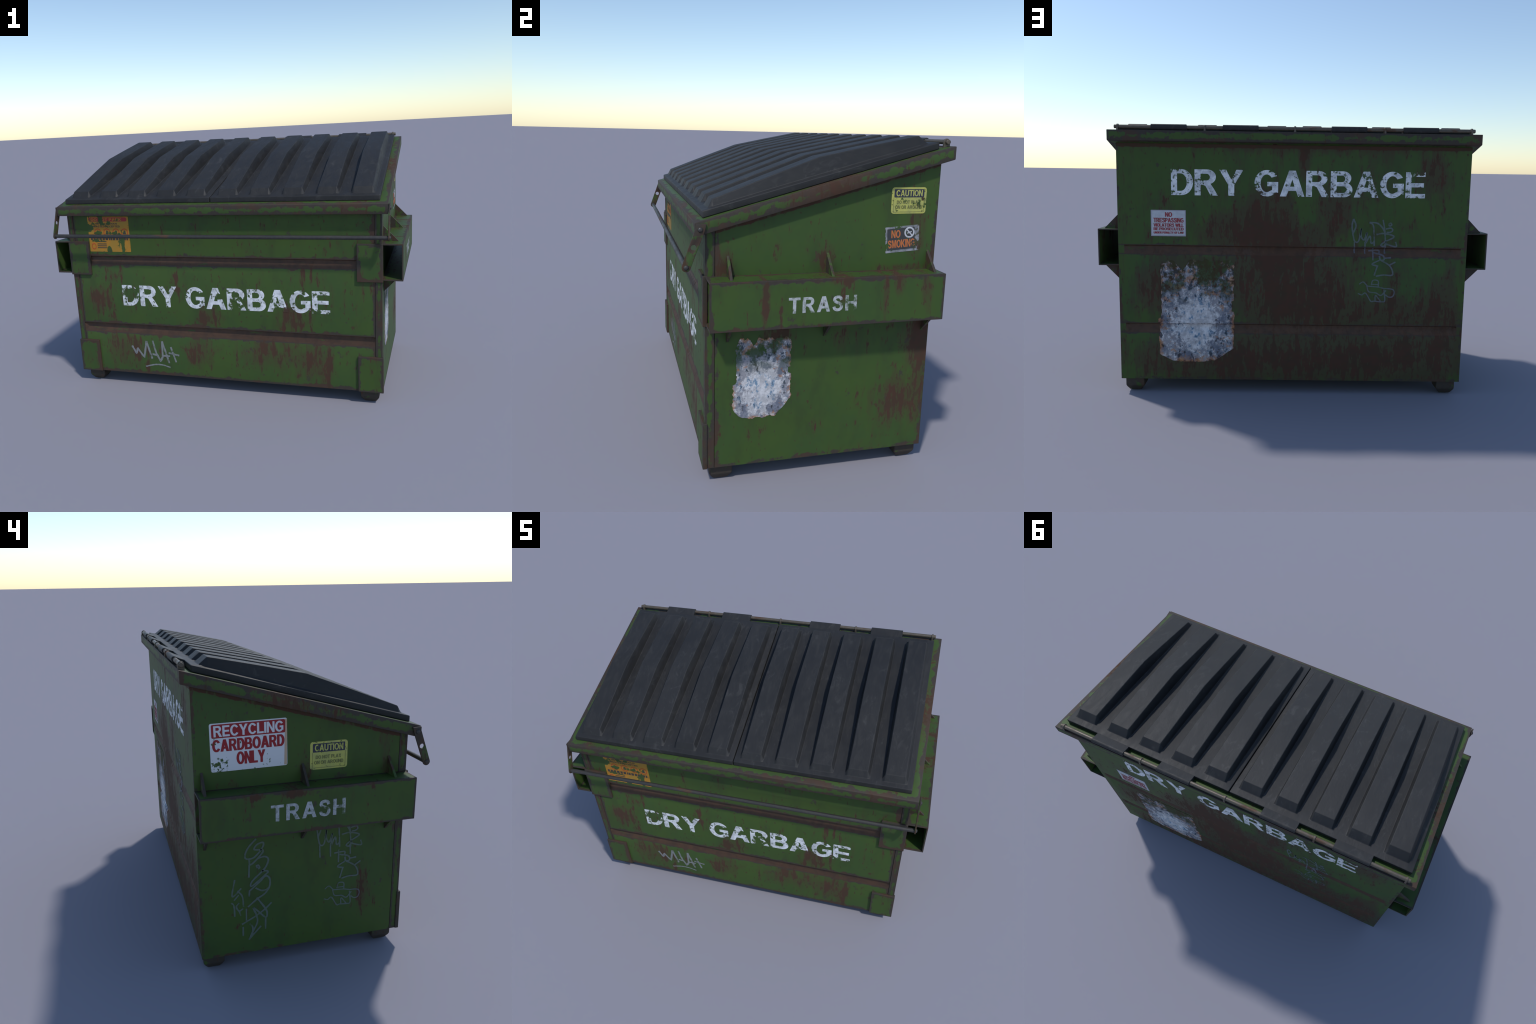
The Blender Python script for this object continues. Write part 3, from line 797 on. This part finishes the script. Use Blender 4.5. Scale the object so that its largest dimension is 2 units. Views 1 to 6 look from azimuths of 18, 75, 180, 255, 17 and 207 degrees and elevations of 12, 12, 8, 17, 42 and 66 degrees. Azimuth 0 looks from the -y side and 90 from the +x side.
# --- no trespassing sign
nt_white = chipped("trespass_white", "back", (0.52, 0.54, 0.58), 0.66, 0.72, 60, (3, 1, 5), faded=(0.44, 0.46, 0.50))
nt_edge = chipped("trespass_edge", "back", (0.36, 0.33, 0.38), 0.60, 0.70, 60, (3, 1, 5))
nt_red = chipped("trespass_red", "back", (0.30, 0.050, 0.062), 0.58, 0.68, 60, (3, 1, 5))
sign = patch("sign", "back", rounded(-0.727, -0.549, 0.832, 0.966, 0.002), 0.0004, nt_edge)
patch("sign_sheet", "back", rounded(-0.723, -0.5535, 0.8365, 0.962, 0.002), 0.0012, nt_white, sign, 0.0003)
for body, a, b, lo, hi, bd in (("NO", -0.655, -0.618, 0.931, 0.955, 0.04), ("TRESPASSING", -0.714, -0.560, 0.902, 0.926, 0.04), ("VIOLATORS WILL", -0.714, -0.560, 0.880, 0.898, 0.03),
                               ("BE PROSECUTED", -0.714, -0.560, 0.862, 0.877, 0.03), ("UNDER PENALTY OF LAW", -0.714, -0.560, 0.845, 0.856, 0.02)):
    bold_text("sign_lettering", body, "back", a, b, lo, hi, 0.0018, nt_red, sign, 0.0014)

# --- torn orange sticker
OS = ((-0.775, 0.945, 0.05, 0.030, 0.5), (-0.680, 0.995, 0.016, 0.035, 0.5), (-0.70, 0.918, 0.05, 0.014, 0.2), (-0.62, 0.918, 0.04, 0.014, 0.2), (-0.55, 0.85, 0.014, 0.06, 0.4), (-0.64, 0.820, 0.020, 0.025, 0.4), (-0.71, 0.872, 0.05, 0.014, 0.16))
os_orange = chipped("sticker_orange", "front", (0.43, 0.195, 0.020), 0.59, 0.64, 22, (1, 2, 7), zones=OS, faded=(0.32, 0.20, 0.030))
os_red = chipped("sticker_red", "front", (0.32, 0.030, 0.036), 0.59, 0.64, 22, (1, 2, 7), zones=OS)
os_ink = chipped("sticker_ink", "front", (0.05, 0.045, 0.04), 0.59, 0.64, 22, (1, 2, 7), zones=OS)
os_ring = chipped("sticker_ring", "front", (0.42, 0.085, 0.020), 0.59, 0.64, 22, (1, 2, 7), zones=OS)
sign = patch("sticker", "front", rounded(-0.766, -0.503, 0.808, 1.012, 0.004), 0.0003, os_orange)
patch("sticker_band", "front", rounded(-0.758, -0.513, 0.984, 1.007, 0.010), 0.0010, os_red, sign, 0.0003)
text_mesh("sticker_lettering", "DO NOT PARK", "front", -0.742, -0.545, 0.987, 1.003, 0.0016, os_orange, sign)
for body, a, b, lo, hi in (("NO HAZARDOUS", -0.715, -0.575, 0.966, 0.976), ("WASTES ACCEPTED", -0.730, -0.560, 0.950, 0.961)):
    text_mesh("sticker_lettering", body, "front", a, b, lo, hi, 0.0011, os_ink, sign)
for rx in (-0.705, -0.645, -0.587, -0.533):
    plate("sticker_symbol", [[(rx + r * math.cos(a), 0.921 + r * math.sin(a)) for a in (2 * math.pi * i / 24 for i in range(24))] for r in (0.023, 0.017)], 0.0004, lambda u, v, w: PLANES["front"](u, v, 0.0013 + w), os_ring, sign, bevel=0.0001)
    patch("sticker_symbol", "front", [(rx - 0.009, 0.911), (rx + 0.009, 0.911), (rx + 0.006, 0.930), (rx - 0.004, 0.932)], 0.0011, os_ink, sign, 0.0003)
rng = random.Random(5)
pos = -0.755
while pos < -0.52:            # row of unreadable heavy print
    wd = rng.uniform(0.010, 0.022)
    patch("sticker_print", "front", [(pos, 0.876), (pos + wd * 0.75, 0.876), (pos + wd * 0.75, 0.893), (pos, 0.893)], 0.0011, os_ink, sign, 0.0003)
    pos += wd
for v in (0.865, 0.851, 0.840, 0.829):
    patch("sticker_print", "front", [(-0.715, v), (-0.655, v), (-0.655, v + 0.005), (-0.715, v + 0.005)], 0.0011, os_ink, sign, 0.0003)
plate("sticker_symbol", [[(-0.738 + r * math.cos(a), 0.840 + 1.3 * r * math.sin(a)) for a in (2 * math.pi * i / 20 for i in range(20))] for r in (0.015, 0.010)], 0.0004, lambda u, v, w: PLANES["front"](u, v, 0.0013 + w), os_ring, sign, bevel=0.0001)


# --- weathered paper posters
def poster_material(name, plane, cu, cv, hu, hv, shift, loss, grime):
    N = Nodes(name)
    col, rough, height = paint_color(N, SPEC[plane])
    uu = N.x if plane == "back" else N.y
    a, b = N.mul(N.sub(uu, cu), 1 / hu), N.mul(N.sub(N.z, cv), 1 / hv)
    sides = N.max(N.abs(a), N.abs(b))
    n1 = N.noise(30, 7, 0.72, (1, 1, 1), shift)
    n2 = N.noise(36, 7, 0.72, (1.2, 1.2, 0.8), (shift[0] + 3, shift[1], shift[2]))
    n3 = N.noise(11, 4, 0.6, (1, 1, 1), (shift[0], shift[1] + 5, shift[2]))
    n4 = N.noise(42, 7, 0.74, (1, 1, 1), (shift[0], shift[1], shift[2] + 9))
    mid = N.m("SQRT", N.add(N.mul(a, a), N.m("POWER", N.add(b, 0.2), 2.0)))
    clean = N.sub(N.ramp(mid, 0.80, 0.05, 0.0, 0.19), N.ramp(b, -0.2, 0.7, grime, 0.05 + grime))          # the middle of the sheet survived best
    paper = N.mix(N.ramp(n1, 0.36, 0.62), (0.66, 0.66, 0.68), (0.40, 0.40, 0.42))
    paper = N.mix(N.ramp(N.sub(n4, clean), 0.47, 0.56, 0, 0.8), paper, (0.20, 0.20, 0.23))
    paper = N.mix(N.ramp(N.sub(n3, clean), 0.53, 0.62, 0, 0.8), paper, (0.11, 0.13, 0.18))
    paper = N.mix(N.mul(N.ramp(n2, 0.52, 0.60), N.ramp(n3, 0.56, 0.46)), paper, (0.17, 0.27, 0.38))
    rim_w = N.ramp(N.add(sides, N.mul(N.sub(n1, 0.5), 0.5)), 0.86, 1.0)
    warm = N.max(N.mul(N.mul(rim_w, N.ramp(n3, 0.34, 0.46)), 0.9), N.ramp(N.sub(N.noise(24, 6, 0.7, (1, 1, 1.2), (shift[0] + 8, shift[1], shift[2])), clean), 0.59, 0.66, 0, 0.7))
    paper = N.mix(warm, paper, N.mix(N.ramp(n2, 0.4, 0.6), (0.40, 0.19, 0.07), (0.20, 0.075, 0.045)))
    paper = N.mix(N.ramp(N.sub(n2, N.mul(clean, 0.5)), 0.555, 0.64, 0, 0.9), paper, (0.040, 0.040, 0.045))
    paper = N.mix(N.mul(N.ramp(b, 0.0, 0.8), N.ramp(n3, 0.46, 0.56)), paper, (0.055, 0.085, 0.040))
    gone = N.add(N.add(N.mul(n1, 0.6), N.mul(n4, 0.25)), N.mul(n3, 0.25))
    gone = N.add(gone, N.ramp(b, -0.1, 1.0, 0.0, 0.05))
    gone = N.sub(gone, clean)
    gone = N.add(gone, N.ramp(sides, 0.90, 1.08, 0.0, 0.10))
    keep = N.ramp(gone, loss + 0.05, loss - 0.03)
    N.bump(N.add(n2, N.mul(keep, 1.5)), 0.35, 0.0015)
    return N.finish(N.mix(keep, col, paper), 0.8, spec=0.25)


def poster(plane, u0, u1, v0, v1, mat, seed, notch):
    """sheet with a torn outline that follows the wall's pressed channels"""
    nu, nv = 70, 110
    ragged = lambda t, k, amp: amp * (mnoise.fractal(Vector((t * 9, k * 7.3 + seed, seed)), 1.0, 2.0, 4))
    pl = PLANES[plane]
    v, f = [], []
    for j in range(nv + 1):
        t = j / nv
        for i in range(nu + 1):
            q = i / nu
            # bottom corners cut off, top edge torn
            lo = v0 + ragged(q, 1, 0.010) + 0.072 * max(0.0, (abs(q - 0.45) - 0.24) / 0.31) ** 1.4
            hi = v1 + ragged(q, 2, 0.016) - 0.030 * max(0.0, (abs(q - 0.5) - 0.40) / 0.10) ** 2 - notch * max(0.0, 1 - abs(q - 0.30) / 0.11)
            le = u0 + ragged(t, 3, 0.010) + (0.012 if t > 0.4 else 0.0)
            ri = u1 + ragged(t, 4, 0.008) - (0.012 if 0.45 < t < 0.58 else 0.0)
            v.append(pl(le + (ri - le) * q, lo + (hi - lo) * t, 0.0011))
    for j in range(nv):
        for i in range(nu):
            a = j * (nu + 1) + i
            f.append((a, a + 1, a + nu + 2, a + nu + 1))
    ob = mesh_object("paper_poster", v, f, mat)
    m = ob.modifiers.new("sheet", "SOLIDIFY")
    m.thickness, m.offset = 0.0007, 0.0
    bake(ob)
    return ob


poster("right", -0.337, -0.102, 0.275, 0.612, poster_material("poster_paper_sunny", "right", -0.22, 0.44, 0.122, 0.172, (1, 1, 2), 0.72, 0.025), 1.0, 0.035)
poster("back", -0.692, -0.302, 0.172, 0.708, poster_material("poster_paper_shady", "back", 0.497, 0.44, 0.20, 0.272, (6, 1, 2), 0.69, 0.050), 2.0, 0.050)

# --- spray and chalk tags
WHAT = [[(-0.557, 0.242), (-0.531, 0.194), (-0.522, 0.229), (-0.483, 0.173), (-0.46, 0.276)], [(-0.46, 0.276), (-0.447, 0.222), (-0.431, 0.167)],
        [(-0.42, 0.28), (-0.403, 0.205), (-0.379, 0.155), (-0.363, 0.184), (-0.36, 0.28)], [(-0.428, 0.197), (-0.398, 0.192)], [(-0.36, 0.28), (-0.344, 0.224), (-0.324, 0.147)],
        [(-0.365, 0.191), (-0.316, 0.191)], [(-0.307, 0.248), (-0.279, 0.156)], [(-0.323, 0.21), (-0.257, 0.199)]]
WHAT_LINE = [[(-0.478, 0.117), (-0.418, 0.132), (-0.368, 0.133), (-0.32, 0.121)]]
TAG_TALL = [[(0.308, 0.933), (0.301, 0.897), (0.31, 0.838), (0.32, 0.815), (0.338, 0.822), (0.349, 0.884), (0.348, 0.848), (0.364, 0.825), (0.379, 0.864), (0.373, 0.809), (0.394, 0.846), (0.402, 0.809), (0.42, 0.82)],
            [(0.308, 0.933), (0.321, 0.897), (0.307, 0.858)], [(0.315, 0.815), (0.318, 0.755)], [(0.37, 0.816), (0.372, 0.753)], [(0.473, 0.797), (0.475, 0.754)],
            [(0.39, 0.916), (0.409, 0.902), (0.415, 0.856), (0.418, 0.796)], [(0.39, 0.916), (0.428, 0.913), (0.452, 0.896), (0.471, 0.866)], [(0.459, 0.93), (0.468, 0.883), (0.476, 0.81), (0.474, 0.787)],
            [(0.427, 0.854), (0.469, 0.86), (0.519, 0.844), (0.477, 0.82), (0.452, 0.8), (0.469, 0.794), (0.478, 0.817), (0.485, 0.804), (0.531, 0.793), (0.527, 0.818)],
            [(0.475, 0.883), (0.501, 0.888), (0.51, 0.877), (0.499, 0.867), (0.479, 0.866)], [(0.487, 0.906), (0.497, 0.914), (0.504, 0.905), (0.494, 0.899), (0.487, 0.906)],
            [(0.391, 0.768), (0.443, 0.77), (0.441, 0.754), (0.414, 0.76)], [(0.413, 0.783), (0.414, 0.72)], [(0.441, 0.754), (0.467, 0.744), (0.471, 0.724), (0.452, 0.724), (0.447, 0.744)],
            [(0.471, 0.732), (0.507, 0.735)], [(0.448, 0.721), (0.41, 0.7), (0.443, 0.69)], [(0.439, 0.694), (0.423, 0.64)],
            [(0.432, 0.637), (0.471, 0.644), (0.514, 0.643), (0.517, 0.665), (0.499, 0.695), (0.455, 0.721)], [(0.499, 0.695), (0.531, 0.713)]]
TAG_CLOUD = [[(0.41, 0.589), (0.416, 0.613), (0.431, 0.617), (0.446, 0.61), (0.447, 0.583)], [(0.41, 0.594), (0.447, 0.593)],
             [(0.347, 0.594), (0.368, 0.606), (0.39, 0.586), (0.407, 0.583), (0.447, 0.58), (0.477, 0.573), (0.5, 0.572), (0.524, 0.567), (0.531, 0.55), (0.522, 0.53), (0.502, 0.528), (0.485, 0.54)],
             [(0.342, 0.545), (0.362, 0.538), (0.382, 0.547), (0.41, 0.505), (0.427, 0.505), (0.467, 0.502), (0.483, 0.509), (0.477, 0.567)],
             [(0.387, 0.586), (0.398, 0.555), (0.435, 0.549), (0.462, 0.536), (0.488, 0.563)], [(0.433, 0.505), (0.434, 0.536), (0.463, 0.502)]]
TAG_LOOPS = [[(-0.244, 0.626), (-0.28, 0.588), (-0.295, 0.552), (-0.285, 0.536), (-0.256, 0.539), (-0.227, 0.566), (-0.211, 0.594), (-0.216, 0.606), (-0.241, 0.598), (-0.252, 0.577), (-0.213, 0.568), (-0.238, 0.533), (-0.271, 0.507), (-0.276, 0.531)],
             [(-0.276, 0.508), (-0.279, 0.447)], [(-0.277, 0.385), (-0.279, 0.354)], [(-0.205, 0.245), (-0.206, 0.18)],
             [(-0.238, 0.533), (-0.206, 0.538), (-0.19, 0.523), (-0.199, 0.493), (-0.218, 0.469), (-0.265, 0.426), (-0.266, 0.403), (-0.207, 0.448), (-0.192, 0.465), (-0.221, 0.472)],
             [(-0.239, 0.488), (-0.244, 0.498), (-0.235, 0.5), (-0.23, 0.488), (-0.237, 0.483)],
             [(-0.277, 0.381), (-0.229, 0.42), (-0.204, 0.444), (-0.185, 0.429), (-0.186, 0.39), (-0.208, 0.358), (-0.241, 0.338), (-0.286, 0.303)],
             [(-0.25, 0.392), (-0.223, 0.376), (-0.201, 0.377), (-0.188, 0.385)],
             [(-0.245, 0.344), (-0.205, 0.282), (-0.198, 0.252), (-0.209, 0.242), (-0.26, 0.295), (-0.246, 0.252), (-0.245, 0.216), (-0.27, 0.167), (-0.283, 0.136)],
             [(-0.177, 0.309), (-0.209, 0.28), (-0.25, 0.253), (-0.315, 0.22)], [(-0.28, 0.218), (-0.266, 0.199), (-0.268, 0.158)], [(-0.227, 0.198), (-0.281, 0.14)], [(-0.31, 0.207), (-0.31, 0.16)]]
TAG_COLUMN = [[(-0.342, 0.445), (-0.356, 0.374), (-0.346, 0.368), (-0.314, 0.4)], [(-0.332, 0.39), (-0.31, 0.359), (-0.306, 0.307)], [(-0.326, 0.369), (-0.348, 0.345)], [(-0.361, 0.335), (-0.349, 0.318), (-0.346, 0.264)],
              [(-0.325, 0.33), (-0.338, 0.312), (-0.326, 0.29), (-0.308, 0.299)], [(-0.326, 0.29), (-0.319, 0.265)], [(-0.293, 0.296), (-0.294, 0.236)]]


def tag(name, plane, strokes, width, mat, soft=True, move=lambda u, v: (u, v), off=0.0011):
    pl = PLANES[plane]
    v, f = [], []
    for k, s in enumerate(strokes):
        pts = spline([move(*p) for p in s], soft)
        base = len(v)
        for i, p in enumerate(pts):
            d = (pts[min(i + 1, len(pts) - 1)] - pts[max(i - 1, 0)])
            d = d.normalized() if d.length > 1e-9 else Vector((1, 0))
            nrm = Vector((-d.y, d.x)) * width / 2 * (0.85 + 0.3 * mnoise.noise(Vector((i * 0.7, k * 3.1, 0))))
            for q, w in ((p - nrm, off), (p + nrm, off), (p + nrm * 0.7, off + 0.0003), (p - nrm * 0.7, off + 0.0003)):
                v.append(pl(q.x, q.y, w + 0.00002 * k))
        for i in range(len(pts) - 1):
            a, b = base + 4 * i, base + 4 * i + 4
            f += [(a + r, a + (r + 1) % 4, b + (r + 1) % 4, b + r) for r in range(4)]
        e = base + 4 * (len(pts) - 1)
        f += [(base, base + 1, base + 2, base + 3), (e, e + 1, e + 2, e + 3)]
    me = bpy.data.meshes.new(name)
    me.from_pydata([tuple(p) for p in v], [], f)
    bm = bmesh.new()
    bm.from_mesh(me)
    bmesh.ops.recalc_face_normals(bm, faces=bm.faces)
    bm.to_mesh(me)
    bm.free()
    me.materials.append(mat)
    return link(bpy.data.objects.new(name, me))


chalk = chipped("grey_spray", "front", (0.22, 0.23, 0.24), 0.50, 0.74, 60, (1, 1, 3), opacity=0.9)
tag("graffiti", "front", WHAT, 0.0140, chalk, soft=False)
tag("graffiti", "front", WHAT_LINE, 0.0105, chalk)
blue_back = chipped("blue_marker_back", "back", (0.150, 0.172, 0.225), 0.48, 0.80, 30, (2, 1, 3), opacity=0.50)
blue_left = chipped("blue_marker_left", "left", (0.150, 0.172, 0.225), 0.48, 0.80, 30, (4, 1, 3), opacity=0.42)
tag("graffiti", "back", TAG_TALL, 0.0096, blue_back)
tag("graffiti", "back", TAG_CLOUD, 0.0077, blue_back)
# the same hand signed the left side, a little narrower and lower
lower = lambda u, v: (0.147 + (u - 0.423) * 0.926, v - 0.258)
tag("graffiti", "left", TAG_TALL, 0.0090, blue_left, move=lower)
tag("graffiti", "left", TAG_CLOUD, 0.0072, blue_left, move=lower)
tag("graffiti", "left", TAG_LOOPS, 0.0096, blue_left)
tag("graffiti", "left", TAG_COLUMN, 0.0087, blue_left)
